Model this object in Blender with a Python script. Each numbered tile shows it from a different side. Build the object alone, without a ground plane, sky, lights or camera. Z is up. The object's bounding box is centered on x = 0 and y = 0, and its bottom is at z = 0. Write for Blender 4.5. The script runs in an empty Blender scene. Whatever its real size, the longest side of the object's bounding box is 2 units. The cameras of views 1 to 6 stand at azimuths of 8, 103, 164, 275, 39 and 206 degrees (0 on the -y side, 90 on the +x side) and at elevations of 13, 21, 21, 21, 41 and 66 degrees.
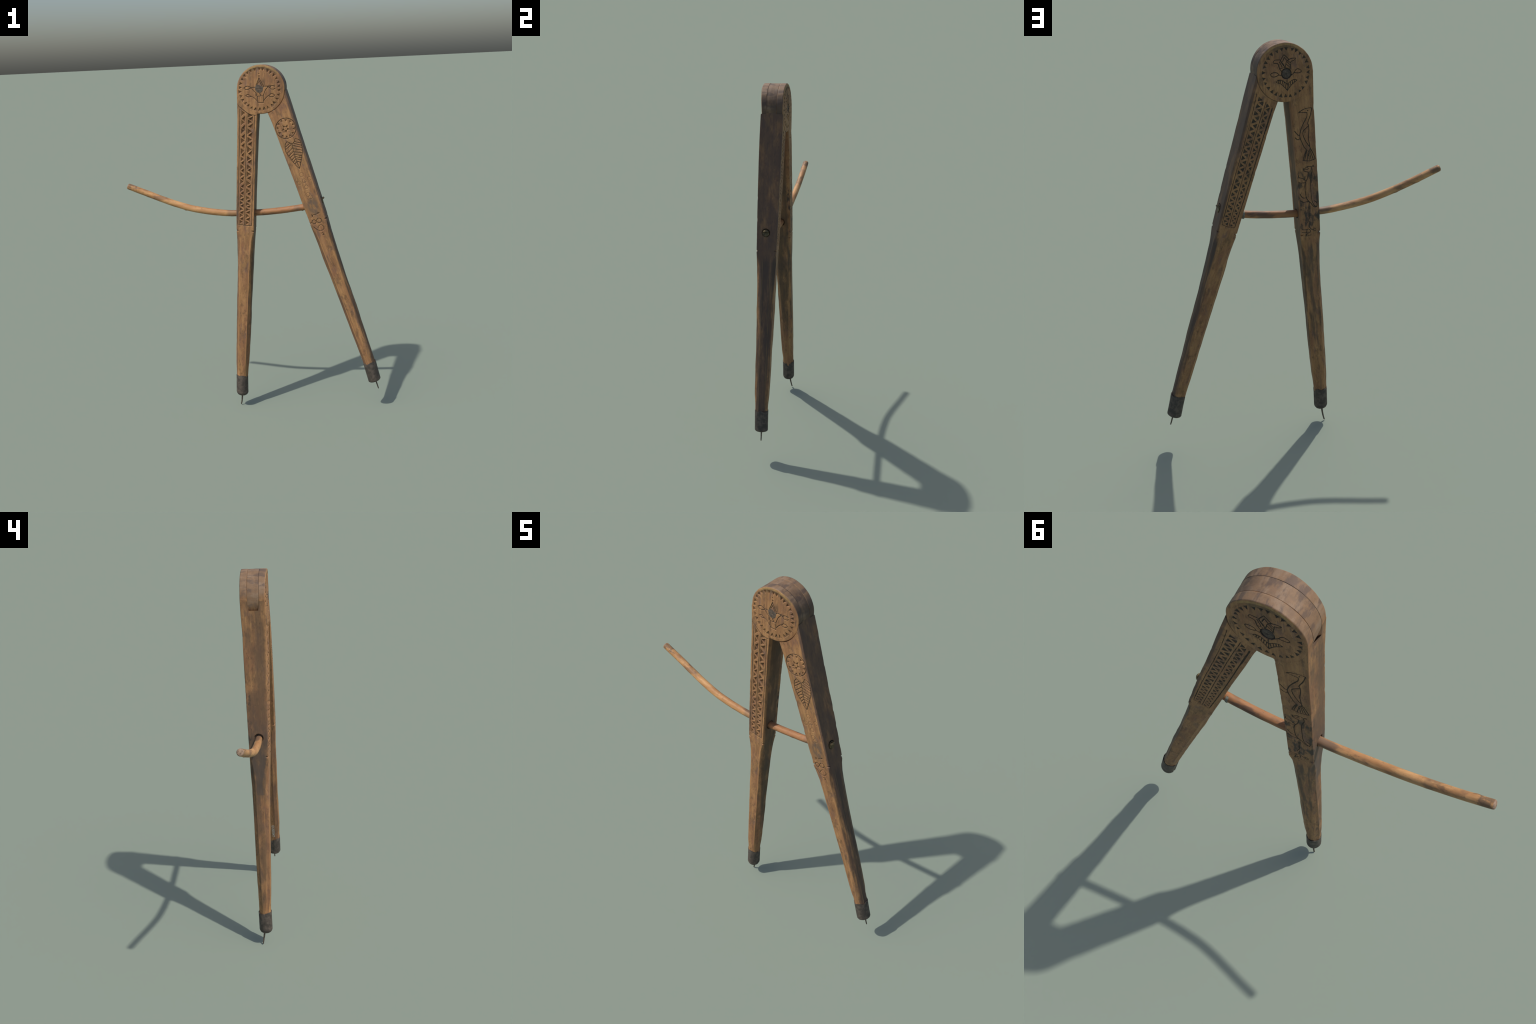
# A carved wooden divider (big folk-art compass): a forked leg and a tongued leg
# joined by an iron rivet, held apart by a bent hazel rod, with iron ferrules and points.
import bpy, math
import numpy as np

PIVOT = (0.0935, 0.0, 1.8665)          # centre of the round head
HEAD_R = 0.1320
TILT_FORK = math.atan(-0.070)          # lean of the forked (left) leg
TILT_TONGUE = math.atan(0.316)         # lean of the tongued (right) leg
SLOT = (-0.0300, 0.0255)               # y range of the tongue between the cheeks
mm = 0.001


# ------------------------------------------------------------------ helpers
def lerp_tab(tab):
    a = np.array(tab, float)
    return lambda t: np.interp(t, a[:, 0], a[:, 1])


def sstep(a, b, x):
    u = np.clip((x - a) / (b - a), 0, 1)
    return u * u * (3 - 2 * u)


def vnoise(x, y, seed):
    """smooth 2-D value noise in -1..1"""
    xi, yi = np.floor(x).astype(np.int64), np.floor(y).astype(np.int64)
    fx, fy = x - xi, y - yi
    fx, fy = fx * fx * (3 - 2 * fx), fy * fy * (3 - 2 * fy)

    def h(i, j):
        n = (i * 374761393 + j * 668265263 + seed * 974634777) & 0x7fffffff
        n = ((n ^ (n >> 13)) * 1274126177) & 0x7fffffff
        return ((n ^ (n >> 16)) & 0xffff) / 32767.5 - 1
    a = h(xi, yi) * (1 - fx) + h(xi + 1, yi) * fx
    b = h(xi, yi + 1) * (1 - fx) + h(xi + 1, yi + 1) * fx
    return a * (1 - fy) + b * fy


def smooth_line(pts, step=1.6):
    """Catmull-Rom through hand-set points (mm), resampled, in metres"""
    p = np.array(pts, float)
    if len(p) == 2:
        n = max(2, int(np.hypot(*(p[1] - p[0])) / step))
        return (p[0] + (p[1] - p[0]) * np.linspace(0, 1, n)[:, None]) * mm
    q = np.vstack([2 * p[0] - p[1], p, 2 * p[-1] - p[-2]])
    out = []
    for i in range(1, len(q) - 2):
        n = max(2, int(np.hypot(*(q[i + 1] - q[i])) / step))
        u = np.linspace(0, 1, n, endpoint=False)[:, None]
        out.append(0.5 * (2 * q[i] + (q[i + 1] - q[i - 1]) * u
                          + (2 * q[i - 1] - 5 * q[i] + 4 * q[i + 1] - q[i + 2]) * u ** 2
                          + (3 * q[i] - q[i - 1] - 3 * q[i + 1] + q[i + 2]) * u ** 3))
    out.append(p[-1:])
    return np.vstack(out) * mm


class Carver:
    """collects knife cuts for one flat face; gives depth and motif at (s, t)"""

    def __init__(self):
        self.ops, self.names = [], []

    def _id(self, name):
        if name not in self.names:
            self.names.append(name)
        return self.names.index(name) + 1

    def line(self, name, pts, half=1.9, depth=2.0, smooth=True):
        pl = smooth_line(pts) if smooth else np.array(pts, float) * mm
        self.ops.append(('l', self._id(name), pl, half * mm, depth * mm))

    def circle(self, name, cx, cy, r, half=2.5, depth=2.5):
        a = np.linspace(0, 2 * math.pi, 41)
        self.ops.append(('l', self._id(name),
                         np.c_[cx + r * np.cos(a), cy + r * np.sin(a)] * mm, half * mm, depth * mm))

    def chip(self, name, tri, depth=5.0, base_slope=0.35, wall_slope=1.6):
        """chip-carved triangle: tri = base a, base b, apex (mm)"""
        self.ops.append(('c', self._id(name), np.array(tri, float) * mm, depth * mm,
                         (base_slope, wall_slope)))

    def field(self, s, t):
        shp = s.shape
        s, t = s.ravel(), t.ravel()
        D, M = np.zeros_like(s), np.zeros(s.shape, np.int32)
        order = np.argsort(t)
        ts = t[order]

        def near(t0, t1, s0, s1):
            i = order[np.searchsorted(ts, t0):np.searchsorted(ts, t1)]
            return i[(s[i] > s0) & (s[i] < s1)]
        for op in self.ops:
            k, mid, g = op[0], op[1], op[2]
            if k == 'l':
                w, dep = op[3], op[4]
                for a, b in zip(g[:-1], g[1:]):
                    i = near(min(a[1], b[1]) - w, max(a[1], b[1]) + w,
                             min(a[0], b[0]) - w, max(a[0], b[0]) + w)
                    if not len(i):
                        continue
                    ab = b - a
                    L2 = max(ab @ ab, 1e-12)
                    u = np.clip(((s[i] - a[0]) * ab[0] + (t[i] - a[1]) * ab[1]) / L2, 0, 1)
                    d = np.hypot(s[i] - a[0] - u * ab[0], t[i] - a[1] - u * ab[1])
                    z = dep * np.clip(1 - d / w, 0, 1) ** 0.8
                    up = z > D[i]
                    D[i[up]], M[i[up]] = z[up], mid
            else:
                dep, (bs, ws) = op[3], op[4]
                i = near(g[:, 1].min(), g[:, 1].max(), g[:, 0].min(), g[:, 0].max())
                if not len(i):
                    continue
                c = g.mean(0)
                z = np.full(len(i), 9.0)
                for e in range(3):
                    a, b = g[e], g[(e + 1) % 3]
                    n = np.array([-(b - a)[1], (b - a)[0]])
                    n /= np.hypot(*n)
                    if (c - a) @ n < 0:
                        n = -n
                    d = (s[i] - a[0]) * n[0] + (t[i] - a[1]) * n[1]
                    z = np.minimum(z, d * (bs if e == 0 else ws))
                z = np.clip(z, 0, dep)
                up = z > D[i]
                D[i[up]], M[i[up]] = z[up], mid
        return D.reshape(shp), M.reshape(shp)


# ------------------------------------------------------------------ materials
def new_mat(name):
    m = bpy.data.materials.new(name)
    m.use_nodes = True
    nt = m.node_tree
    nt.nodes.clear()
    out = nt.nodes.new('ShaderNodeOutputMaterial')
    b = nt.nodes.new('ShaderNodeBsdfPrincipled')
    nt.links.new(b.outputs[0], out.inputs[0])
    return m, nt, b


class G:
    """tiny node-graph writer"""

    def __init__(self, nt):
        self.nt = nt
        self.tc = nt.nodes.new('ShaderNodeTexCoord')
        self.obj = self.tc.outputs['Object']
        sx = nt.nodes.new('ShaderNodeSeparateXYZ')
        nt.links.new(self.obj, sx.inputs[0])
        self.x, self.y, self.z = sx.outputs

    def link(self, v, sock):
        if isinstance(v, bpy.types.NodeSocket):
            self.nt.links.new(v, sock)
        else:
            sock.default_value = v

    def math(self, op, a, b=0.0, c=None):
        n = self.nt.nodes.new('ShaderNodeMath')
        n.operation = op
        self.link(a, n.inputs[0])
        self.link(b, n.inputs[1])
        if c is not None:
            self.link(c, n.inputs[2])
        return n.outputs[0]

    def noise(self, scale, detail=4.0, rough=0.55, vec=(1, 1, 1), loc=(0, 0, 0), dist=0.0):
        mp = self.nt.nodes.new('ShaderNodeMapping')
        mp.inputs['Scale'].default_value = vec
        mp.inputs['Location'].default_value = loc
        self.nt.links.new(self.obj, mp.inputs[0])
        n = self.nt.nodes.new('ShaderNodeTexNoise')
        n.inputs['Scale'].default_value = scale
        n.inputs['Detail'].default_value = detail
        n.inputs['Roughness'].default_value = rough
        n.inputs['Distortion'].default_value = dist
        self.nt.links.new(mp.outputs[0], n.inputs['Vector'])
        return n.outputs[0]

    def ramp(self, v, a, b):
        n = self.nt.nodes.new('ShaderNodeMapRange')
        n.interpolation_type = 'SMOOTHSTEP'
        self.link(v, n.inputs[0])
        n.inputs[1].default_value, n.inputs[2].default_value = a, b
        return n.outputs[0]

    def band(self, v, a, b, soft):
        """1 inside a..b"""
        return self.math('MULTIPLY', self.ramp(v, a - soft, a + soft),
                         self.math('SUBTRACT', 1.0, self.ramp(v, b - soft, b + soft)))

    def mix(self, f, a, b):
        n = self.nt.nodes.new('ShaderNodeMix')
        n.data_type = 'RGBA'
        self.link(f, n.inputs[0])
        for v, i in ((a, 6), (b, 7)):
            if isinstance(v, tuple):
                n.inputs[i].default_value = (*v, 1)
            else:
                self.nt.links.new(v, n.inputs[i])
        return n.outputs[2]

    def bump(self, h, strength, dist, bsdf):
        n = self.nt.nodes.new('ShaderNodeBump')
        n.inputs['Strength'].default_value = strength
        n.inputs['Distance'].default_value = dist
        self.link(h, n.inputs['Height'])
        self.nt.links.new(n.outputs[0], bsdf.inputs['Normal'])


PALE = (0.405, 0.218, 0.093)
MID = (0.268, 0.136, 0.060)
RED = (0.225, 0.104, 0.058)
OLIVE = (0.235, 0.138, 0.060)
PLUM = (0.165, 0.098, 0.076)
SOOT = (0.080, 0.058, 0.046)


def wood(name, stains_shade=None, gain=1.0, dirt=0.5, seed=0.0, rough=0.62):
    """oiled, handled softwood; stains(g) -> list of (mask, colour)"""
    m, nt, b = new_mat(name)
    g = G(nt)
    k = lambda c: tuple(v * gain for v in c)
    o = (seed, seed * 1.7, seed * 0.6)
    grain = g.noise(70, 5, 0.6, (1.0, 1.0, 0.07), o, 0.3)
    fibre = g.noise(230, 3, 0.6, (1.0, 1.0, 0.09), o)
    blot = g.noise(13, 5, 0.62, (1.0, 1.0, 0.45), o)
    mott = g.noise(42, 4, 0.65, (1.0, 1.0, 0.5), (o[1], o[2], o[0]))
    hue = g.noise(26, 4, 0.6, (1.0, 1.0, 0.4), (o[2], o[1], o[0]))
    plum = g.noise(31, 5, 0.65, (1.0, 1.0, 0.35), (o[0], o[2] + 3, o[1]))
    ink = g.noise(21, 6, 0.7, (1.0, 1.0, 0.4), (o[2], o[0], o[1]))
    c = g.mix(g.ramp(grain, 0.32, 0.68), k(MID), k(PALE))
    c = g.mix(g.math('MULTIPLY', g.ramp(blot, 0.42, 0.68), 0.65), c, k(RED))
    c = g.mix(g.math('MULTIPLY', g.ramp(hue, 0.50, 0.66), 0.50), c, k(OLIVE))
    c = g.mix(g.math('MULTIPLY', g.ramp(plum, 0.52, 0.68), 0.70), c, k(PLUM))
    c = g.mix(g.math('MULTIPLY', g.ramp(mott, 0.52, 0.68), 0.62), c, k((0.125, 0.072, 0.040)))
    c = g.mix(g.math('MULTIPLY', g.ramp(fibre, 0.52, 0.78), 0.50), c, k((0.13, 0.072, 0.036)))
    # handled arrises and ridges rubbed pale, in patches
    speck = g.noise(120, 4, 0.7, (1.0, 1.0, 0.42), (o[1] + 2, o[0], o[2]))
    c = g.mix(g.math('MULTIPLY', g.ramp(speck, 0.57, 0.66), 0.60), c, k((0.105, 0.062, 0.036)))
    gold = g.noise(64, 4, 0.65, (1.0, 1.0, 0.40), (o[2] + 5, o[1], o[0]))
    c = g.mix(g.math('MULTIPLY', g.ramp(gold, 0.55, 0.68), 0.50), c, k((0.45, 0.250, 0.103)))
    geo = nt.nodes.new('ShaderNodeNewGeometry')
    worn = g.math('MULTIPLY', g.ramp(geo.outputs['Pointiness'], 0.508, 0.545), g.ramp(g.noise(33, 3, 0.6, (1, 1, 0.5), (8, o[1], 2)), 0.40, 0.60))
    c = g.mix(g.math('MULTIPLY', worn, 0.55), c, k((0.46, 0.245, 0.105)))
    c = g.mix(g.math('MULTIPLY', g.ramp(ink, 0.55, 0.70), dirt), c, k(SOOT))
    if stains_shade:
        for mask, col in stains_shade(g):
            c = g.mix(mask, c, col)
    nt.links.new(c, b.inputs['Base Color'])
    b.inputs['Roughness'].default_value = rough
    b.inputs['Specular IOR Level'].default_value = 0.25
    h = g.math('ADD', g.math('MULTIPLY', grain, 0.7), g.math('MULTIPLY', fibre, 0.5))
    g.bump(h, 0.35, 0.0025, b)
    return m


def plain(name, col, col2, scale=60, rough=0.8, metal=0.0, vec=(1, 1, 1), spec=0.2, bump=0.2, lo=0.38, hi=0.68):
    m, nt, b = new_mat(name)
    g = G(nt)
    n = g.noise(scale, 5, 0.6, vec)
    nt.links.new(g.mix(g.ramp(n, lo, hi), col, col2), b.inputs['Base Color'])
    b.inputs['Roughness'].default_value = rough
    b.inputs['Metallic'].default_value = metal
    b.inputs['Specular IOR Level'].default_value = spec
    g.bump(n, bump, 0.002, b)
    return m


def rag(g, mask, scale=30, seed=(3, 1, 2), a=0.36, b=0.6):
    return g.math('MULTIPLY', mask, g.ramp(g.noise(scale, 5, 0.65, (1, 1, 0.4), seed), a, b))


def arris(g, along, x0, slope, face, width=0.0022):
    """long chamfer edge of a lower leg: (rubbed edge mask, signed distance) where along = x0 + slope*(t-0.9)"""
    line = g.math('ADD', x0, g.math('MULTIPLY', g.math('ADD', g.z, 0.9), -slope))
    d = g.math('SUBTRACT', along, line)
    low = g.math('SUBTRACT', 1.0, g.ramp(g.z, -0.86, -0.815))
    m = g.math('MULTIPLY', g.math('MULTIPLY', low, face), g.band(d, -width, width, width * 0.8))
    m = g.math('MULTIPLY', m, g.ramp(g.noise(26, 4, 0.6, (1, 1, 0.3), (x0 * 50, 2, 1)), 0.30, 0.55))
    return m, d, low


def fork_stains_shade(g):
    left = g.math('SUBTRACT', 1.0, g.ramp(g.x, -0.1125, -0.1060))
    back = g.ramp(g.y, 0.022, 0.032)
    # handled grime on the outer side; below the rod hole it ends in a grey tongue between the chamfers
    yb = g.math('ABSOLUTE', g.math('ADD', g.y, 0.004))
    wob = g.math('MULTIPLY', g.math('SUBTRACT', g.noise(40, 4), 0.5), 0.022)
    half = g.math('ADD', 0.0175, g.math('MULTIPLY', g.ramp(g.z, -0.96, -0.72), 0.030))
    inside = g.math('SUBTRACT', 1.0, g.ramp(g.math('SUBTRACT', g.math('ADD', yb, wob), half), -0.006, 0.006))
    fade = g.math('SUBTRACT', 1.0, g.ramp(g.math('ADD', g.z, g.math('MULTIPLY', wob, 4.0)), -0.74, -0.56))
    patch = g.math('MULTIPLY', g.math('MULTIPLY', left, inside), g.math('MULTIPLY', fade, g.ramp(g.z, -1.004, -0.996)))
    patch = g.math('MULTIPLY', patch, g.math('ADD', 0.55, g.math('MULTIPLY', g.ramp(g.noise(24, 5, 0.65, (1, 1, 0.4), (9, 1, 4)), 0.35, 0.6), 0.45)))
    side = g.math('MULTIPLY', g.math('SUBTRACT', 1.0, g.ramp(yb, 0.036, 0.058)), left)
    side = g.math('MULTIPLY', side, g.ramp(g.noise(19, 5, 0.65, (1, 1, 0.35), (2, 9, 4)), 0.34, 0.58))
    # ink smudges round the beast on the back
    zone = g.math('MULTIPLY', back, g.band(g.z, -0.775, -0.46, 0.03))
    smudge = g.math('MULTIPLY', zone, g.ramp(g.noise(34, 4, 0.6, (1, 1, 0.45), (5, 2, 8)), 0.50, 0.62))
    lowb = g.math('MULTIPLY', back, g.math('SUBTRACT', 1.0, g.ramp(g.z, -0.86, -0.80)))
    streak = g.math('MULTIPLY', lowb, g.ramp(g.noise(30, 4, 0.6, (1, 1, 0.12), (1, 6, 8)), 0.46, 0.60))
    right = g.math('MULTIPLY', g.ramp(g.x, -0.036, -0.030), g.band(g.y, -0.045, 0.035, 0.008))  # inner side: dark patina plus occlusion between the legs painted into the colour
    front = g.math('SUBTRACT', 1.0, g.ramp(g.y, -0.030, -0.018))
    e1, d1, low = arris(g, g.x, -0.0970, 0.0, front)
    e2, _, _ = arris(g, g.x, -0.0430, -0.0155, front)
    e3, _, _ = arris(g, g.y, -0.0235, 0.006, left)
    e4, _, _ = arris(g, g.y, 0.0165, -0.006, left)
    ch1 = g.math('MULTIPLY', g.math('MULTIPLY', low, front), g.math('SUBTRACT', 1.0, g.ramp(d1, -0.0045, -0.0015)))
    ch1 = g.math('MULTIPLY', ch1, g.ramp(g.noise(22, 4, 0.6, (1, 1, 0.2), (6, 6, 1)), 0.30, 0.55))
    edges = g.math('MAXIMUM', g.math('MAXIMUM', e1, e2), g.math('MAXIMUM', e3, e4))
    return [(g.math('MULTIPLY', ch1, 0.55), (0.135, 0.070, 0.042)),
            (g.math('MULTIPLY', edges, 0.62), (0.43, 0.225, 0.092)),
            (g.math('MULTIPLY', left, 0.12), (0.13, 0.082, 0.050)),
            (g.math('MULTIPLY', side, 0.68), (0.100, 0.068, 0.045)),
            (g.math('MULTIPLY', patch, 0.85), (0.085, 0.066, 0.054)),
            (g.math('MULTIPLY', smudge, 0.85), (0.040, 0.037, 0.032)),
            (g.math('MULTIPLY', streak, 0.75), (0.075, 0.056, 0.042)),
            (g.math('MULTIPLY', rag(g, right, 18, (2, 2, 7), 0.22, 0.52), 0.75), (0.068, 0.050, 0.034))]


def tongue_stains(g):
    edge = g.math('SUBTRACT', g.x, g.math('MULTIPLY', g.z, 0.0175))
    right = g.ramp(edge, 0.1105, 0.1150)
    low = g.math('SUBTRACT', 1.0, g.ramp(g.z, -0.86, -0.80))
    streak = g.math('MULTIPLY', g.math('MULTIPLY', low, g.ramp(edge, 0.098, 0.106)),
                    g.ramp(g.noise(30, 4, 0.6, (1, 1, 0.12), (4, 6, 1)), 0.38, 0.56))
    front = g.math('SUBTRACT', 1.0, g.ramp(g.y, -0.048, -0.036))
    dx = g.math('SUBTRACT', g.x, 0.058)
    dz = g.math('ADD', g.z, 0.700)
    r = g.math('SQRT', g.math('ADD', g.math('MULTIPLY', dx, g.math('MULTIPLY', dx, 1.2)),
                              g.math('MULTIPLY', dz, g.math('MULTIPLY', dz, 0.6))))
    grime = g.math('MULTIPLY', front, g.math('SUBTRACT', 1.0, g.ramp(r, 0.018, 0.050)))
    back = g.ramp(g.y, 0.020, 0.030)
    e1, d1, lw = arris(g, g.x, 0.0262, 0.0190, front)
    e2, _, _ = arris(g, g.x, 0.0880, -0.0130, front)
    e3, _, _ = arris(g, g.y, -0.0275, 0.0015, right)
    e4, _, _ = arris(g, g.y, 0.0165, -0.0120, right)
    e5, _, _ = arris(g, g.x, 0.0880, -0.0120, back)
    ch1 = g.math('MULTIPLY', g.math('MULTIPLY', lw, g.math('SUBTRACT', 1.0, g.ramp(g.y, -0.026, -0.014))), g.math('SUBTRACT', 1.0, g.ramp(d1, -0.0045, -0.0015)))
    ch1 = g.math('MULTIPLY', ch1, g.ramp(g.noise(22, 4, 0.6, (1, 1, 0.2), (6, 6, 1)), 0.26, 0.50))
    chb = g.math('MULTIPLY', g.math('MULTIPLY', lw, back), g.ramp(g.math('SUBTRACT', g.x, g.math('ADD', 0.0850, g.math('MULTIPLY', g.math('ADD', g.z, 0.9), 0.012))), 0.0, 0.005))
    chb = g.math('MULTIPLY', chb, g.ramp(g.noise(20, 4, 0.6, (1, 1, 0.2), (6, 1, 7)), 0.28, 0.48))
    edges = g.math('MAXIMUM', g.math('MAXIMUM', e1, e2), g.math('MAXIMUM', e5, 0.0))
    thin = g.math('MAXIMUM', e3, e4)
    return [(g.math('MULTIPLY', ch1, 0.62), (0.130, 0.072, 0.044)),
            (g.math('MULTIPLY', chb, 0.80), (0.060, 0.045, 0.036)),
            (g.math('MULTIPLY', edges, 0.62), (0.43, 0.230, 0.095)),
            (g.math('MULTIPLY', rag(g, right, 16, (7, 2, 7), 0.18, 0.55), 0.80), (0.085, 0.058, 0.048)),
            (g.math('MULTIPLY', streak, 0.75), (0.070, 0.050, 0.042)),
            (g.math('MULTIPLY', thin, 0.60), (0.20, 0.130, 0.065)),
            (g.math('MULTIPLY', rag(g, grime, 60, (1, 2, 9), 0.36, 0.58), 0.75), (0.11, 0.085, 0.068))]


def rim_stains(g):
    r = g.math('SQRT', g.math('ADD', g.math('MULTIPLY', g.x, g.x), g.math('MULTIPLY', g.z, g.z)))
    joint = g.math('MULTIPLY', g.math('SUBTRACT', 1.0, g.ramp(g.x, -0.012, -0.008)), g.math('SUBTRACT', 1.0, g.ramp(g.z, -0.012, -0.004)))
    rim = g.math('MULTIPLY', g.ramp(r, 0.1300, 0.1312), g.math('SUBTRACT', 1.0, joint))
    # weathered end grain fades into the long grain of the leg on the outer side
    low_z = g.math('SUBTRACT', 1.0, g.ramp(g.math('ADD', g.z, g.math('MULTIPLY', g.noise(30, 4), 0.05)), 0.010, 0.085))
    out_x = g.math('SUBTRACT', 1.0, g.ramp(g.x, -0.115, -0.060))
    rim = g.math('MULTIPLY', rim, g.math('SUBTRACT', 1.0, g.math('MULTIPLY', g.math('MULTIPLY', low_z, out_x), 0.85)))
    bands = g.noise(40, 4, 0.6, (1, 0.35, 1), (3, 3, 1))
    pale = g.noise(26, 5, 0.65, (1, 0.35, 1), (1, 6, 2))
    # the shoulder above the tongued leg is grimy like that leg's outer side
    low = g.math('MULTIPLY', g.ramp(g.x, 0.075, 0.118), rim)
    crown = g.math('MULTIPLY', g.band(r, 0.1205, 0.1290, 0.0012), g.ramp(g.math('ADD', g.z, g.math('MULTIPLY', pale, 0.05)), 0.085, 0.135))
    under = g.math('MULTIPLY', g.band(r, 0.107, 0.1200, 0.003), g.ramp(g.math('ADD', g.z, g.math('MULTIPLY', bands, 0.06)), 0.100, 0.145))
    return [(g.math('MULTIPLY', g.math('MULTIPLY', crown, g.ramp(bands, 0.32, 0.55)), 0.55), (0.40, 0.275, 0.105)),
            (g.math('MULTIPLY', under, 0.60), (0.095, 0.075, 0.045)),
            (g.math('MULTIPLY', rim, 0.80), (0.190, 0.124, 0.077)),
            (g.math('MULTIPLY', rim, g.math('MULTIPLY', g.ramp(pale, 0.48, 0.62), 0.60)), (0.268, 0.188, 0.126)),
            (g.math('MULTIPLY', rim, g.math('MULTIPLY', g.ramp(bands, 0.50, 0.62), 0.75)), (0.105, 0.074, 0.058)),
            (g.math('MULTIPLY', rag(g, low, 28, (5, 2, 1), 0.28, 0.52), 0.75), (0.085, 0.058, 0.044))]


MAT_FORK = wood('fork_wood', fork_stains_shade, seed=0.0)
MAT_TONGUE = wood('tongue_wood', tongue_stains, seed=4.3)
MAT_CHEEK = wood('cheek_wood', rim_stains, seed=0.0)
MAT_HUB = wood('hub_wood', rim_stains, seed=4.3)
MAT_CHIP = wood('chip_cut_wood', None, gain=0.52, dirt=0.60, seed=2.2)
MAT_PIT = wood('pit_cut_wood', None, gain=0.55, dirt=0.55, seed=3.1)
MAT_LINE = plain('knife_line', (0.065, 0.042, 0.026), (0.12, 0.073, 0.040), 90)
MAT_GROOVE = plain('panel_groove_wood', (0.105, 0.066, 0.036), (0.19, 0.110, 0.055), 60)
MAT_INK = plain('ink_filled_cut', (0.055, 0.045, 0.034), (0.115, 0.080, 0.050), 70)
MAT_INKLINE = plain('ink_line', (0.045, 0.036, 0.028), (0.085, 0.058, 0.036), 60)
MAT_FAINT = plain('faint_line', (0.16, 0.095, 0.05), (0.24, 0.13, 0.065), 60)
MAT_HOLE = plain('dark_hole', (0.040, 0.031, 0.025), (0.095, 0.066, 0.046), 60)
MAT_IRON = plain('dull_iron', (0.068, 0.057, 0.049), (0.135, 0.108, 0.088), 45, 0.6, 0.35, spec=0.4)
MAT_RIVET = plain('rivet_iron', (0.078, 0.060, 0.046), (0.130, 0.100, 0.075), 80, 0.8, 0.0, spec=0.25)
MAT_POINT = plain('steel_point', (0.10, 0.085, 0.07), (0.19, 0.145, 0.11), 120, 0.5, 0.5, spec=0.4)
MAT_BRASS = plain('dark_brass', (0.075, 0.058, 0.032), (0.20, 0.15, 0.075), 70, 0.45, 0.6, spec=0.4)
MAT_LEAD = plain('lead_collar', (0.24, 0.25, 0.21), (0.13, 0.115, 0.09), 90, 0.7, 0.1)
MAT_CHALK = plain('white_paint', (0.55, 0.54, 0.48), (0.30, 0.28, 0.24), 150, 0.8)

MOTIF_MAT = {'zigzag_chip': MAT_CHIP, 'star_chip': MAT_PIT, 'border_chip': MAT_PIT,
             'ink_zigzag': MAT_INK, 'ink_border': MAT_INK,
             'panel_groove': MAT_GROOVE, 'ink_groove': MAT_INKLINE, 'flower_cut': MAT_LINE,
             'leaf_cut': MAT_LINE, 'ring_cut': MAT_LINE, 'punched_ring': MAT_FAINT,
             'date_cut': MAT_LINE, 'tulip_cut': MAT_INKLINE, 'bird_cut': MAT_INKLINE,
             'beast_cut': MAT_INKLINE, 'figure_cut': MAT_INKLINE, 'scribed_arc': MAT_FAINT,
             'crack': MAT_FAINT, 'rod_hole': MAT_HOLE, 'rivet_hole': MAT_HOLE, 'screw_hole': MAT_HOLE}


# ------------------------------------------------------------------ carvings
def column(cv, name, tl, tr, edge_l, edge_r, fill, reach, **kw):
    """one zigzag column: triangles alternate from both edges; edges given as s(t)"""
    rng = np.random.default_rng(len(tl) * 7 + len(name))
    for ts, side in ((tl, 0), (tr, 1)):
        ts = np.array(ts, float)
        per = np.gradient(ts) if len(ts) > 2 else np.full(len(ts), 36.0)
        per = np.clip(per, 24, 52)
        for t, p in zip(ts, per):
            a, b = edge_l(t), edge_r(t)
            base, tip = (a, b) if side == 0 else (b, a)
            h = 0.5 * p * fill * rng.uniform(0.92, 1.06)
            apex = base + (tip - base) * reach * rng.uniform(0.94, 1.05)
            j = rng.uniform(-1.2, 1.2, 3)
            cv.chip(name, [(base, t - h + j[0]), (base, t + h + j[1]), (apex, t + j[2])], **kw)


def ring_of_chips(cv, name, cx, cy, r, n, width, height, phase, seed, **kw):
    rng = np.random.default_rng(seed)
    for i in range(n):
        a = 2 * math.pi * (i + rng.uniform(-0.14, 0.14)) / n + phase
        rr = r + rng.uniform(-1.5, 1.5)
        er = np.array([math.cos(a), math.sin(a)])
        et = np.array([-er[1], er[0]])
        c = np.array([cx, cy]) + er * rr
        h, w = height * rng.uniform(0.85, 1.1), width * rng.uniform(0.85, 1.1)
        cv.chip(name, [c + er * h * 0.4 - et * w / 2, c + er * h * 0.4 + et * w / 2,
                       c - er * h * 0.6 + et * rng.uniform(-2, 2)], **kw)


def lines(cv, name, strokes, **kw):
    for s in strokes:
        cv.line(name, s, **kw)


fork_front = Carver()
column(fork_front, 'zigzag_chip',
       [131, 183, 229, 283, 341, 385, 429, 472, 513, 557, 596, 633, 669, 704, 742],
       [162, 212, 260, 311, 362, 407, 450, 494, 538, 578, 614, 649, 689, 725],
       lambda t: -105.0, lambda t: -79.0, 0.76, 0.84, depth=5.5, base_slope=0.50, wall_slope=2.0)
column(fork_front, 'zigzag_chip',
       [143, 179, 230, 277, 331, 381, 428, 469, 521, 563, 604, 639, 670, 706, 746],
       [161, 203, 250, 301, 353, 400, 445, 491, 538, 580, 620, 652, 686, 726],
       lambda t: -68.5 - t * 0.003, lambda t: -34 - t * 0.010, 0.76, 0.84, depth=5.5, base_slope=0.50, wall_slope=2.0)
lines(fork_front, 'panel_groove', [[(-112, 112), (-111, 282), (-112, 547), (-112, 758)],
                                   [(-71, 150), (-73, 309), (-75, 546), (-73, 758)],
                                   [(-30, 145), (-29, 307), (-31, 524), (-34, 760)],
                                   [(-112, 757), (-73, 760), (-34, 760)]], half=3.3, depth=2.2)
fork_front.line('flower_cut', [(-121, 92), (-116, 98), (-104, 105), (-86, 119), (-66, 132), (-47, 139), (-19, 141)], half=2.6, depth=2.4)
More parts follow.
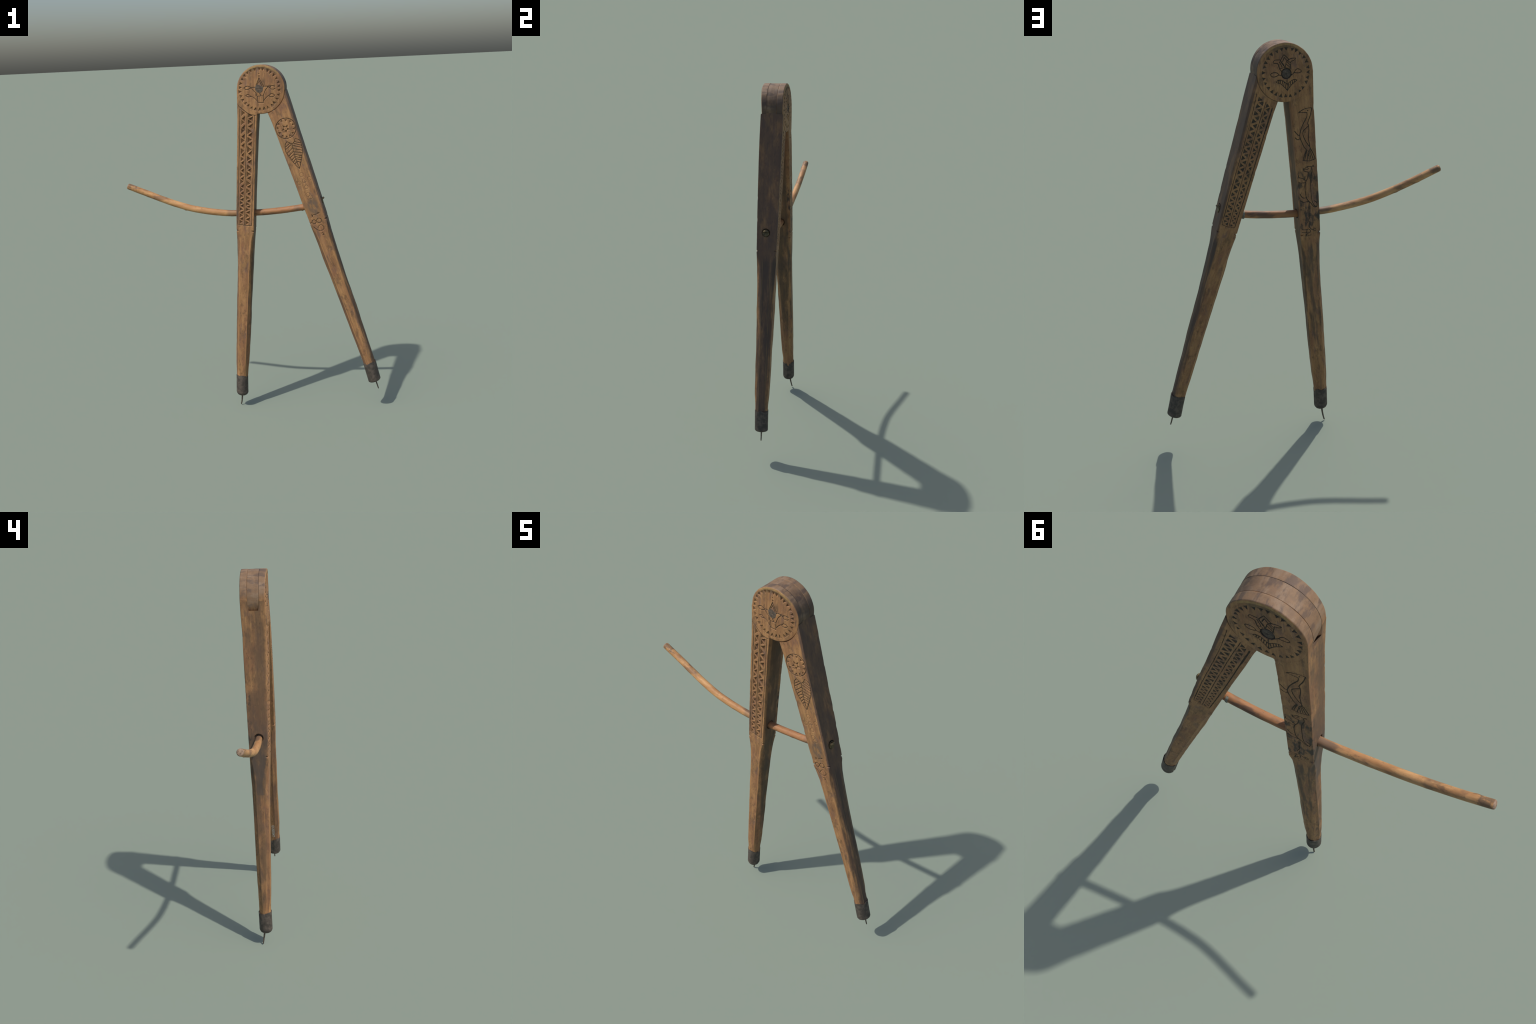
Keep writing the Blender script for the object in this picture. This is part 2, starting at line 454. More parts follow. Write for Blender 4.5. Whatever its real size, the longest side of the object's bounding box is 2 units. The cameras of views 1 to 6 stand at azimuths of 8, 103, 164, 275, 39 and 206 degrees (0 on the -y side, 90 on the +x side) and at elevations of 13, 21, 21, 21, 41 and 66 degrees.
fork_front.line('crack', [(-62, 800), (-63, 880), (-60, 960)], half=1.2, depth=0.5)

cheek_front = Carver()
ring_of_chips(cheek_front, 'border_chip', -6, 0, 109, 30, 22, 22, 0.05, 3, depth=6.0, base_slope=0.40, wall_slope=1.7)
for tri in ([(-17, -79), (-5, -79), (-11, -88)], [(-16, -74), (-4, -74), (-10, -63)]):
    cheek_front.chip('border_chip', tri, depth=3.5, base_slope=0.6)
lines(cheek_front, 'flower_cut', [
    [(-25, -21), (-19, -34), (-10, -60)], [(-10, -60), (4, -37), (18, -17)], [(-8, -45), (-17, -26)], [(-8, -45), (10, -12)],
    [(-32, -10), (-56, -9), (-64, -13), (-75, -14), (-87, -8), (-91, -2), (-79, 4), (-67, 2), (-56, -4), (-52, -5)],
    [(-52, -5), (-39, 8), (-26, 19), (-21, 32), (-18, 38)], [(-18, 38), (16, 35)], [(16, 35), (22, 16), (28, 2), (38, -11), (38, -15)],
    [(13, -11), (19, -17), (40, -18), (65, -21), (78, -18)], [(42, -14), (53, -9), (59, -3), (72, -3), (80, -8)], [(46, -12), (57, -18)],
    [(-17, 38), (-16, 58), (-12, 71)], [(-12, 71), (17, 71)], [(16, 35), (18, 71)],
    [(-18, 62), (-30, 50), (-40, 44), (-51, 40), (-62, 32), (-72, 31), (-80, 36), (-72, 42), (-62, 43), (-51, 40)],
    [(19, 61), (29, 47), (39, 37), (50, 30), (56, 23), (68, 23), (77, 29), (71, 36), (58, 39), (48, 35)], [(-8, 14), (3, 33)]],
    half=2.5, depth=2.6)
lines(cheek_front, 'crack', [[(-32, -119), (-31, -90), (-32, -58)], [(19, -116), (20, -70), (22, -25)], [(-81, -69), (-82, -34)]],
      half=1.1, depth=0.8)
lines(cheek_front, 'scribed_arc', [[(88, -52), (98, -20), (97, 16), (86, 52)]], half=1.3, depth=0.6)

tongue_front = Carver()
tongue_front.circle('ring_cut', 59, 245, 55.5, 2.8, 2.8)
for i, (s, t) in enumerate([(73, 202), (95, 217), (104, 238), (102, 262), (86, 282), (68, 291), (48, 291), (28, 279), (17, 259), (16, 229), (29, 209), (49, 199)]):
    a = math.atan2(t - 246, s - 59)
    er, et = np.array([math.cos(a), math.sin(a)]), np.array([-math.sin(a), math.cos(a)])
    c = np.array([s, t])
    tongue_front.chip('star_chip', [c + er * 6 - et * 10, c + er * 6 + et * 10, c - er * 10], depth=4.5, base_slope=0.45)
for i in range(5):
    a = 2 * math.pi * i / 5 - 2.0
    er, et = np.array([math.cos(a), math.sin(a)]), np.array([-math.sin(a), math.cos(a)])
    c = np.array([57, 246]) + er * 15
    tongue_front.chip('star_chip', [c - er * 8 - et * 8, c - er * 8 + et * 8, c + er * 12], depth=4.2, base_slope=0.7)
tongue_front.chip('star_chip', [(54, 243), (61, 243), (57, 250)], depth=3)
tongue_front.line('ring_cut', [(10, 250), (48, 262)], half=1.6, depth=1.6)
lines(tongue_front, 'leaf_cut', [
    [(40, 315), (27, 327), (20, 345), (16, 366), (20, 385), (27, 410), (37, 438), (46, 461), (57, 478)],
    [(57, 478), (71, 454), (86, 428), (103, 394), (110, 367), (112, 342), (104, 325), (87, 315)],
    [(87, 315), (79, 328), (64, 336), (52, 327), (40, 315)], [(63, 337), (59, 370), (56, 402), (57, 438), (57, 476)],
    [(50, 329), (25, 340)], [(57, 338), (21, 354)], [(58, 358), (18, 377)], [(55, 377), (24, 393)], [(57, 393), (26, 405)],
    [(56, 406), (32, 420)], [(54, 421), (34, 435)], [(54, 437), (41, 446)], [(79, 329), (110, 348)], [(73, 337), (109, 361)],
    [(65, 347), (108, 373)], [(61, 364), (105, 388)], [(59, 381), (99, 401)], [(60, 397), (92, 416)], [(60, 410), (87, 426)],
    [(59, 422), (81, 436)], [(59, 436), (73, 448)]], half=2.5, depth=2.5)
for s, t, r in ((55, 513, 11), (89, 548, 10.5), (58, 551, 10.5), (28, 553, 10.5), (58, 587, 10), (51, 630, 11), (61, 648, 11)):
    tongue_front.circle('punched_ring', s, t, r, 2.0, 1.3)
for s, t, r in ((33, 787, 11.5), (62, 788, 13)):
    tongue_front.circle('date_cut', s, t, r, 2.5, 2.5)
lines(tongue_front, 'date_cut', [
    [(33, 748), (48, 749), (66, 749), (77, 748)], [(32, 744), (36, 752), (31, 757)], [(68, 742), (76, 748)],
    [(42, 828), (46, 821), (54, 816), (64, 815), (72, 822), (75, 831), (72, 841), (63, 846), (52, 846), (41, 841), (32, 830), (25, 820), (21, 813)],
    [(50, 862), (58, 861), (61, 874), (54, 869)]], half=2.5, depth=2.5)

fork_back = Carver()
lines(fork_back, 'bird_cut', [
    [(-51, 188), (-64, 181), (-79, 176), (-99, 174), (-115, 176)],
    [(-115, 176), (-111, 193), (-104, 214), (-95, 232), (-91, 246), (-94, 256), (-94, 280), (-90, 316), (-92, 341), (-95, 363), (-106, 387), (-117, 417)],
    [(-51, 190), (-68, 190), (-90, 194)], [(-90, 194), (-89, 212), (-78, 229), (-64, 251), (-55, 269), (-48, 295), (-50, 312), (-59, 338), (-67, 357), (-76, 368)],
    [(-93, 257), (-78, 268), (-65, 280), (-65, 300), (-72, 321), (-83, 342), (-93, 356)], [(-48, 295), (-39, 292), (-30, 280), (-21, 268), (-22, 258)],
    [(-47, 311), (-37, 314), (-24, 303), (-21, 296)], [(-76, 368), (-65, 391), (-56, 418)], [(-56, 418), (-88, 424), (-117, 419)],
    [(-79, 371), (-70, 394), (-64, 416)], [(-85, 377), (-76, 418)], [(-85, 389), (-87, 417)], [(-89, 375), (-96, 418)],
    [(-92, 368), (-106, 417)]], half=2.8, depth=2.4)
fork_back.circle('bird_cut', -95, 185, 2.2, 1.8, 2.0)
lines(fork_back, 'beast_cut', [
    [(-54, 457), (-62, 457), (-77, 450), (-97, 454), (-106, 449)], [(-55, 457), (-56, 468), (-67, 474), (-78, 478)], [(-56, 463), (-70, 464), (-81, 461)],
    [(-74, 453), (-77, 454)], [(-78, 479), (-75, 496), (-69, 512), (-61, 525), (-56, 550), (-57, 579), (-60, 603), (-68, 619), (-78, 632)],
    [(-96, 459), (-97, 479), (-89, 501), (-86, 517), (-85, 555), (-85, 590), (-87, 619), (-90, 634), (-99, 650), (-110, 658)], [(-100, 451), (-108, 456)],
    [(-29, 487), (-30, 497), (-45, 503), (-61, 516)], [(-27, 519), (-32, 524), (-56, 527)], [(-30, 580), (-36, 594), (-47, 602), (-61, 603)],
    [(-29, 612), (-37, 620), (-49, 624), (-66, 623), (-77, 629)], [(-80, 632), (-91, 649), (-102, 658), (-112, 650), (-110, 635), (-98, 625)]],
    half=2.8, depth=2.3)
lines(fork_back, 'figure_cut', [
    [(-74, 631), (-74, 652)], [(-69, 652), (-68, 680), (-66, 710), (-58, 732)], [(-71, 653), (-68, 712)], [(-68, 725), (-65, 751), (-77, 769), (-86, 770)],
    [(-25, 756), (-36, 764), (-54, 763), (-67, 767), (-69, 779), (-59, 783), (-36, 777), (-26, 774)], [(-53, 764), (-46, 796), (-70, 797)],
    [(-43, 797), (-59, 783)]], half=2.6, depth=2.1)
fork_back.circle('figure_cut', -93, 773, 6.5, 2.0, 1.9)

cheek_back = Carver()
ring_of_chips(cheek_back, 'ink_border', -4, 0, 105, 28, 22, 20, 0.12, 5, depth=4.0, base_slope=0.5, wall_slope=1.3)
lines(cheek_back, 'tulip_cut', [
    [(-6, 26), (-4, 50), (-4, 77)], [(-4, 79), (10, 62), (25, 47), (40, 40), (45, 36)], [(45, 36), (35, 29), (20, 30), (9, 38), (-2, 50)],
    [(32, 31), (35, 41)], [(24, 30), (27, 44)], [(15, 34), (19, 49)], [(8, 39), (12, 58)], [(1, 47), (5, 66)],
    [(-4, 79), (-19, 62), (-33, 51), (-52, 39)], [(-52, 39), (-41, 34), (-25, 38), (-10, 48), (-4, 54)],
    [(-10, 49), (-12, 68)], [(-20, 41), (-22, 58)], [(-30, 37), (-30, 52)], [(-39, 34), (-39, 46)],
    [(18, 9), (31, 5), (36, -3), (48, -7), (61, -6), (68, 0), (61, 10), (45, 11), (31, 5)],
    [(-28, 14), (-41, 3), (-49, -7), (-61, -11), (-76, 1), (-64, 8), (-41, 4)],
    [(25, -22), (30, -41), (33, -45), (50, -49)], [(52, -52), (44, -61), (22, -60)],
    [(0, -80), (10, -68), (18, -56)], [(18, -56), (5, -36), (1, -25)], [(0, -80), (-13, -67), (-22, -57)], [(-22, -57), (-10, -49), (-5, -35), (-1, -22)],
    [(-1, -68), (8, -51)], [(-1, -68), (-12, -52)], [(-22, -57), (-37, -60), (-53, -58), (-44, -50), (-31, -48)], [(-31, -48), (-28, -32), (-24, -14)],
    [(26, -20), (16, -23), (-7, -22), (-22, -14)], [(23, -51), (13, -28)], [(17, -52), (5, -31)], [(-11, -49), (-26, -32)], [(-16, -52), (-30, -39)],
    [(-7, -38), (-23, -23)], [(25, -22), (17, -8)]], half=2.5, depth=2.3)
lines(cheek_back, 'scribed_arc', [[(9, 91), (-21, 92), (-47, 84), (-72, 65), (-87, 41), (-94, 6)], [(83, -24), (84, 9)]], half=1.2, depth=0.6)
lines(cheek_back, 'crack', [[(2, -128), (1, -105), (2, -90)], [(-2, -128), (-4, -80)]], half=1.1, depth=0.6)

tongue_back = Carver()
column(tongue_back, 'ink_zigzag',
       [142, 175, 208, 245, 281, 318, 353, 387, 420, 455, 490, 529, 562, 597, 627, 656, 680, 705, 731],
       [158, 189, 226, 263, 299, 337, 371, 403, 438, 473, 508, 545, 579, 612, 641, 666, 692, 718, 742],
       lambda t: 90.5 - t * 0.002, lambda t: 55 + t * 0.011, 0.74, 0.76, depth=3.6, base_slope=0.45, wall_slope=1.2)
column(tongue_back, 'ink_zigzag',
       [162, 198, 233, 265, 302, 338, 372, 407, 444, 479, 512, 547, 581, 611, 644, 672, 700, 721, 746],
       [179, 215, 251, 284, 320, 355, 388, 426, 460, 494, 531, 564, 598, 628, 656, 684, 709, 732],
       lambda t: 43 + t * 0.012, lambda t: 17.5 + t * 0.020, 0.74, 0.78, depth=3.6, base_slope=0.45, wall_slope=1.2)
lines(tongue_back, 'ink_groove', [[(101, 118), (94, 274), (95, 562), (92, 749)], [(48, 147), (53, 278), (56, 561), (56, 756)],
                                  [(92, 749), (56, 756), (27, 753)]], half=2.2, depth=2.4)
lines(tongue_back, 'ink_groove', [[(11, 168), (14, 289)]], half=4.2, depth=3.0)
lines(tongue_back, 'ink_groove', [[(14, 280), (19, 547), (27, 751)]], half=2.8, depth=2.6)

fork_left_side, fork_right_side = Carver(), Carver()     # cuts in the narrow sides, coordinates (y, t)
tongue_left_side, tongue_right_side = Carver(), Carver()


# ------------------------------------------------------------------ mesh building
def make_mesh(name, V, F, mat, smooth=True, normals=None):
    me = bpy.data.meshes.new(name)
    F = np.asarray(F, np.int32)
    n = F.shape[1]
    used, inv = np.unique(F, return_inverse=True)
    V2, F2 = V[used], inv.reshape(F.shape).astype(np.int32)
    me.vertices.add(len(V2))
    me.vertices.foreach_set('co', V2.astype(np.float32).ravel())
    tri = F2[:, n - 1] == F2[:, n - 2]
    me.loops.add(F2.size)
    me.loops.foreach_set('vertex_index', F2.ravel())
    me.polygons.add(len(F2))
    me.polygons.foreach_set('loop_start', np.arange(0, F2.size, n, dtype=np.int32))
    me.polygons.foreach_set('use_smooth', np.full(len(F2), smooth))
    me.update(calc_edges=True)
    me.validate()
    if normals is not None:
        me.normals_split_custom_set_from_vertices(normals[used].tolist())
    me.materials.append(mat)
    return me


def add_obj(name, me, parent=None):
    ob = bpy.data.objects.new(name, me)
    bpy.context.scene.collection.objects.link(ob)
    if parent is not None:
        ob.parent = parent
    return ob


def vertex_normals(V, F):
    a, b, c, d = (V[F[:, i]] for i in range(4))
    n = np.cross(c - a, d - b)
    N = np.zeros_like(V)
    for i in range(4):
        np.add.at(N, F[:, i], n)
    return N / np.maximum(np.linalg.norm(N, axis=1), 1e-12)[:, None]


def split_by_motif(base, V, F, motif, names, parent, mat, N=None):
    """base body plus one child per carved motif, borders and normals shared"""
    N = vertex_normals(V, F) if N is None else N
    fm = np.sort(motif[F], axis=1)
    label = np.where(fm[:, 1] > 0, fm[:, 3], 0)
    body = add_obj(base, make_mesh(base, V, F[label == 0], mat, normals=N), parent)
    for i, nm in enumerate(names, 1):
        sel = F[label == i]
        if len(sel):
            add_obj(nm, make_mesh(nm, V, sel, MOTIF_MAT[nm], normals=N), body)
    return body


class Leg:
    def __init__(self, **k):
        self.__dict__.update(k)


def ch_ramp(t):
    return np.interp(t, [0.0, 0.797, 0.815, 0.84, 0.875, 0.93, 2], [0, 0, 0.28, 0.58, 0.85, 1, 1])


def build_leg(L, parent):
    # rows: a fan of rows from the round head, then fine, then coarser
    nom = np.concatenate([np.linspace(0, 0.135, 72, endpoint=False), np.arange(0.135, 0.81, 0.0014),
                          np.arange(0.81, 0.96, 0.0025), np.arange(0.96, L.end, 0.006), [L.end]])
    NF, NS, NC = 88, 58, 6
    uf, us, uc = np.linspace(0, 1, NF), np.linspace(0, 1, NS), np.linspace(0, 1, NC + 1)[1:-1]
    kind = np.concatenate([np.full(NF, 0), np.full(NC - 1, 1), np.full(NS, 2), np.full(NC - 1, 3),
                           np.full(NF, 4), np.full(NC - 1, 5), np.full(NS, 6), np.full(NC - 1, 7)])
    par = np.concatenate([uf, uc, us, uc, uf[::-1], uc, us[::-1], uc])
    nr, nc = len(nom), len(kind)
    K, U = np.broadcast_to(kind, (nr, nc)), np.broadcast_to(par, (nr, nc))
    T = np.repeat(nom[:, None], nc, 1)

    def section(T):
        sl, sr = L.left(T) - 0.0017, L.right(T) + 0.0017
        belly = np.where(np.isin(K, (2, 6)), np.sin(np.pi * np.clip(U, 0, 1)), 0) * L.belly(T)
        c = ch_ramp(T)
        r0 = 0.0028
        e = 0.12 + 0.0 * T
        cs = {q: r0 + c * (L.cs[q] - r0) for q in (1, 3, 5, 7)}
        cy = {q: r0 + c * (L.cy[q] - r0) for q in (1, 3, 5, 7)}
        S, Y = np.zeros_like(T), np.zeros_like(T)
        yf = lambda s: L.front(s, T, (sl + sr) / 2, (sr - sl) / 2)
        yb = lambda s: L.back(s, T, (sl + sr) / 2, (sr - sl) / 2)
        S = np.where(K == 0, sl + cs[7] + U * (sr - cs[1] - sl - cs[7]), S)
        S = np.where(K == 4, sl + cs[5] + U * (sr - cs[3] - sl - cs[5]), S)
        yfr, ybr, yfl, ybl = yf(sr), yb(sr), yf(sl), yb(sl)
        S = np.where(K == 2, sr + belly * (L.slot_side == 6), S)
        S = np.where(K == 6, sl - belly * (L.slot_side == 2), S)
        Y = np.where(K == 0, yf(S), Y)
        Y = np.where(K == 4, yb(S), Y)
        Y = np.where(K == 2, yfr + cy[1] + U * (ybr - cy[3] - yfr - cy[1]), Y)
        Y = np.where(K == 6, yfl + cy[7] + U * (ybl - cy[5] - yfl - cy[7]), Y)
        w = 1 - 0.97 * sstep(0.797, 0.83, T)
        si, co = np.sin(U * math.pi / 2), 1 - np.cos(U * math.pi / 2)
        A, B = (1 - w) * U + w * si, (1 - w) * U + w * co          # along first / second edge
        S = np.where(K == 1, sr - cs[1] + cs[1] * A, S)
        Y = np.where(K == 1, yfr + cy[1] * B, Y)
        S = np.where(K == 3, sr - cs[3] * B, S)
        Y = np.where(K == 3, ybr - cy[3] + cy[3] * A, Y)
        S = np.where(K == 5, sl + cs[5] - cs[5] * A, S)
        Y = np.where(K == 5, ybl - cy[5] * B, Y)
        S = np.where(K == 7, sl + cs[7] * B, S)
        Y = np.where(K == 7, yfl + cy[7] - cy[7] * A, Y)
        return S, Y, (sl, sr, yfl, yfr, ybl, ybr)

    for _ in range(4):
        S, Y, ed = section(T)
        t0 = np.sqrt(np.maximum(L.head ** 2 - S ** 2, 0))
        lim = np.where((Y > SLOT[0] - 0.0008) & (Y < SLOT[1] + 0.0008) & (K == L.slot_side), L.slot_t, L.tmin)
        t0 = np.minimum(np.maximum(t0, lim), 0.1345)
        t0 = np.where((K == L.slot_side) & (L.slot_side == 2) & (Y > SLOT[0]) & (Y < SLOT[1]), t0 - 0.012, t0)
        up = nom[:, None] < 0.135
        T = np.where(up, t0 + nom[:, None] / 0.135 * (0.135 - t0), nom[:, None])
    S, Y, (sl, sr, yfl, yfr, ybl, ybr) = section(T)

    # whittled down where the end enters the ferrule
    cs_, cy_ = L.foot
    rr = np.maximum(np.hypot(S - cs_, Y - cy_), 1e-6)
    lim = np.minimum(1, L.foot_r / rr)
    q = 1 + (lim - 1) * sstep(1.58, 1.678, T)
    S, Y = cs_ + (S - cs_) * q, cy_ + (Y - cy_) * q
    D, M = np.zeros_like(S), np.zeros(S.shape, np.int32)
    names = []
    off = 0
    for kk, cv in ((0, L.cut_front), (4, L.cut_back), (2, L.cut_right), (6, L.cut_left)):
        j = np.where(kind == kk)[0]
        d, m_ = cv.field(Y[:, j] if kk in (2, 6) else S[:, j], T[:, j])
        # cuts fade out at the extreme edge so that the outline stays
        edge = np.minimum(np.arange(len(j)), np.arange(len(j))[::-1]) / 2.0
        d = d * np.clip(edge, 0, 1)
        D[:, j] = d
        M[:, j] = np.where(d > 0.0006, m_ + off * (m_ > 0), 0)
        names += cv.names
        off = len(names)
    # hand-cut unevenness
    amp = 0.0005 + 0.0008 * sstep(0.80, 0.92, T)
    n1 = vnoise(S * 38 + K * 5.1, T * 9, L.seed) * amp + vnoise(Y * 40 + K * 3.7 + S * 25, T * 26, L.seed + 1) * amp * 0.5
    n1 = n1 * sstep(0.0, 0.03, T - 0.13)
    dy = np.where(K == 0, D + n1, np.where(K == 4, -D - n1, 0)) + np.where((K == 1) | (K == 7), n1 * .7, 0) - np.where((K == 3) | (K == 5), n1 * .7, 0)
    ds = np.where(K == 2, -D - n1, np.where(K == 6, D + n1, 0)) - np.where((K == 1) | (K == 3), n1 * .7, 0) + np.where((K == 5) | (K == 7), n1 * .7, 0)
    if L.slot_side == 6:               # slipped under the cheek's edge on the back, no gap
        under = 0.0006 * (np.hypot(S, T) < HEAD_R + 0.0004)
        dy = dy - under * (K == 4) + under * (K == 0)
    # V nicks on the four arrises where the chamfers begin
    g = np.clip(1 - np.abs(T - L.nick - 0.003 * vnoise(S * 20, Y * 20, 4)) / 0.0048, 0, 1)
    for (ce, ye, qs, qy) in ((sl, yfl, 1, 1), (sr, yfr, -1, 1), (sl, ybl, 1, -1), (sr, ybr, -1, -1)):
        d = np.hypot(S - ce, Y - ye)
        f = g * np.clip(1 - d / 0.014, 0, 1) * 0.0085
        ds, dy = ds + qs * f, dy + qy * f
    # small dents along the arrises
    for (ce, ye, qs, qy, sd) in ((sl, yfl, 1, 1, 1), (sr, yfr, -1, 1, 2), (sl, ybl, 1, -1, 3), (sr, ybr, -1, -1, 4)):
        d = np.hypot(S - ce, Y - ye)
        f = np.clip(vnoise(T * 34, T * 0 + sd, 11 + sd + L.seed) - 0.35, 0, 1) * np.clip(1 - d / 0.006, 0, 1) * 0.0028
        f = f * (T < 0.8) * sstep(0.13, 0.16, T)
        ds, dy = ds + qs * f, dy + qy * f
    V = np.stack([S + ds, Y + dy, -T], -1).reshape(-1, 3)
    idx = np.arange(nr * nc).reshape(nr, nc)
    nx = np.roll(idx, -1, 1)
    F = np.stack([idx[:-1], idx[1:], nx[1:], nx[:-1]], -1).reshape(-1, 4)
    # end caps: fans closing into the body (quads with a shared centre pair)
    extra, caps = [], []
    for row, cen in ((0, L.cap), (nr - 1, (float(S[-1].mean()), float(Y[-1].mean()), -L.end))):
        ring = idx[row]
        c = len(V) + len(extra)
        inner = V[ring] * 0.02 + np.array(cen) * 0.98
        extra += list(inner)
        q = c + np.arange(nc)
        qn, rn = np.roll(q, -1), np.roll(ring, -1)
        f = np.stack([ring, rn, qn, q], -1)
        caps.append(f if row == 0 else f[:, ::-1])
    V = np.vstack([V, np.array(extra)])
    N = vertex_normals(V, F)
    N[np.linalg.norm(N, axis=1) < 0.5] = (0, 0, 1)
    F = np.vstack([F] + caps)
    M = np.concatenate([M.ravel(), np.zeros(len(extra), np.int32)])
    return split_by_motif(L.name, V, F, M, names, parent, L.mat, N)


def dome_front(s, t):
    return -0.0690 + (0.0072 + 0.0068 * sstep(0.0, 0.09, s)) * (s / HEAD_R) ** 2 + 0.0015 * (t / HEAD_R) ** 2


def dome_back(s, t):
    return 0.0648 - 0.0045 * (s * s + t * t) / HEAD_R ** 2


fork_mid_f = lerp_tab([(0.0, -0.0680), (0.13, -0.0662), (0.78, -0.0552), (1.67, -0.0368)])
fork_mid_b = lerp_tab([(0.0, 0.0630), (0.13, 0.0595), (0.42, 0.0535), (0.60, 0.0500), (0.80, 0.0450), (0.94, 0.0408),
                       (1.04, 0.0380), (1.2, 0.0345), (1.35, 0.0315), (1.52, 0.0285), (1.66, 0.0265)])
tong_mid_f = lerp_tab([(0.0, -0.0655), (0.10, -0.0668), (0.25, -0.0682), (0.40, -0.0672), (0.787, -0.0632), (1.0, -0.0578), (1.2, -0.0546), (1.45, -0.0522), (1.68, -0.0500)])
tong_mid_b = lerp_tab([(0.0, 0.0600), (0.15, 0.0585), (0.40, 0.0545), (0.60, 0.0505), (0.78, 0.0465), (1.0, 0.0400), (1.35, 0.0312), (1.66, 0.0250)])


def fork_front_y(s, t, mid, half):
    k = np.clip((s - mid) / half, -1, 1)
    a = fork_mid_f(t) - 0.0034 * k * (1 - sstep(0.8, 1.1, t))
    return dome_front(s, t) + (a - dome_front(s, t)) * sstep(0.02, 0.20, t - 0.06)


def fork_back_y(s, t, mid, half):
    k = np.clip((s - mid) / half, -1, 1)
    a = fork_mid_b(t) + 0.0025 * k * (1 - sstep(0.8, 1.1, t))
    return dome_back(s, t) + (a - dome_back(s, t)) * sstep(0.06, 0.26, t)


def tong_front_y(s, t, mid, half):
    k = np.clip((s - mid) / half, -1, 1)
    return tong_mid_f(t) + 0.0015 + k * np.interp(t, [0, 0.05, 0.2, 0.5, 0.9], [0.0042, 0.0040, 0.0022, 0.0008, 0.0])


def tong_back_y(s, t, mid, half):
    k = np.clip((s - mid) / half, -1, 1)
    return tong_mid_b(t) + 0.0028 * k * (1 - sstep(0.8, 1.1, t)) - 0.0005


for r in (3, 8, 13, 18, 21):
    cheek_back.circle('rivet_hole', -5, 4, r, 4.5, 6.5)
# the rod passes through the forked leg; its end sits in the tongued leg; a wooden screw pins it there
for cv in (fork_left_side, fork_right_side):
    for r in (0.004, 0.009, 0.014, 0.019):
        cv.circle('rod_hole', -7, 693, r * 1000, 4.5, 9.0)
for r in (4, 9, 14, 18.5):
    tongue_right_side.circle('screw_hole', -12, 688, r, 4.5, 8.0)

compass = bpy.data.objects.new('wooden_compass', None)
bpy.context.scene.collection.objects.link(compass)
compass['label'] = 'old carved wooden dividers with two legs and curved spreader rod'
compass['category'] = 'drawing compass'

fork = Leg(name='forked_leg', seed=21, mat=MAT_FORK, belly=lerp_tab([(0, 0.003), (0.30, 0.003), (0.45, 0.0)]), head=HEAD_R - 0.0010, tmin=0.011, slot_t=0.056, slot_side=6, end=1.695, nick=0.7905, foot=(-0.0752, -0.0050), foot_r=0.0336,
           cap=(-0.070, 0.0, -0.150),
           left=lerp_tab([(0, -.1302), (.02, -.1298), (.163, -.1245), (.366, -.1234), (.5, -.1228), (.683, -.1213), (.792, -.1182), (.85, -.1150),
                          (.892, -.1133), (.957, -.1112), (1.017, -.1104), (1.2, -.1112), (1.378, -.1103), (1.513, -.1100), (1.661, -.1086), (1.69, -.1082)]),
           right=lerp_tab([(0, -.0160), (.131, -.0166), (.275, -.0206), (.429, -.0221), (.587, -.0232), (.724, -.0222), (.785, -.0212), (.836, -.0232),
                           (.903, -.0250), (.984, -.0262), (1.061, -.0278), (1.151, -.0295), (1.352, -.0337), (1.528, -.0370), (1.673, -.0412), (1.69, -.0415)]),
           front=fork_front_y, back=fork_back_y,
           cs={1: 0.0165, 3: 0.0215, 5: 0.0170, 7: 0.0135}, cy={1: 0.021, 3: 0.019, 5: 0.020, 7: 0.022},
           cut_front=fork_front, cut_back=fork_back, cut_left=fork_left_side, cut_right=fork_right_side)
tongue = Leg(name='tongued_leg', seed=57, mat=MAT_TONGUE, belly=lerp_tab([(0, 0.004), (0.35, 0.004), (0.5, 0.0)]), head=HEAD_R + 0.0010, tmin=0.045, slot_t=0.030, slot_side=2, end=1.697, nick=0.7865, foot=(0.0580, -0.0122), foot_r=0.0356,
             cap=(0.055, 0.0, -0.150),
             left=lerp_tab([(0, -.007), (.131, -.0052), (.190, -.0006), (.268, .0010), (.368, .0020), (.54, .0058), (.646, .0068), (.711, .0080), (.785, .0090),
                            (.84, .0080), (.89, .0092), (1.0, .0108), (1.13, .0140), (1.32, .0190), (1.5, .0222), (1.65, .0258), (1.692, .0268)]),
             right=lerp_tab([(0, .1230), (.05, .1225), (.149, .1212), (.257, .1170), (.407, .1142), (.526, .1130), (.671, .1090), (.763, .1060), (.787, .1052),
                             (.84, .1020), (.87, .1000), (.95, .0985), (1.03, .0970), (1.13, .0950), (1.2, .0942), (1.33, .0945), (1.5, .0920), (1.66, .0885), (1.692, .0878)]),
             front=tong_front_y, back=tong_back_y,
             cs={1: 0.0150, 3: 0.0135, 5: 0.0160, 7: 0.0165}, cy={1: 0.0245, 3: 0.0260, 5: 0.022, 7: 0.022},
             cut_front=tongue_front, cut_back=tongue_back, cut_left=tongue_left_side, cut_right=tongue_right_side)

fork_ob = build_leg(fork, compass)
tongue_ob = build_leg(tongue, compass)
for ob, a in ((fork_ob, TILT_FORK), (tongue_ob, TILT_TONGUE)):
    ob.location = PIVOT
    ob.rotation_euler = (0, -a, 0)


def rim_radius(th, seed):
    """tool-faceted rim: short flats all round"""
    return HEAD_R + 0.0007 * vnoise(th * 9 / math.pi, th * 0, seed) + 0.0003 * vnoise(th * 31 / math.pi, th * 0, seed + 2)


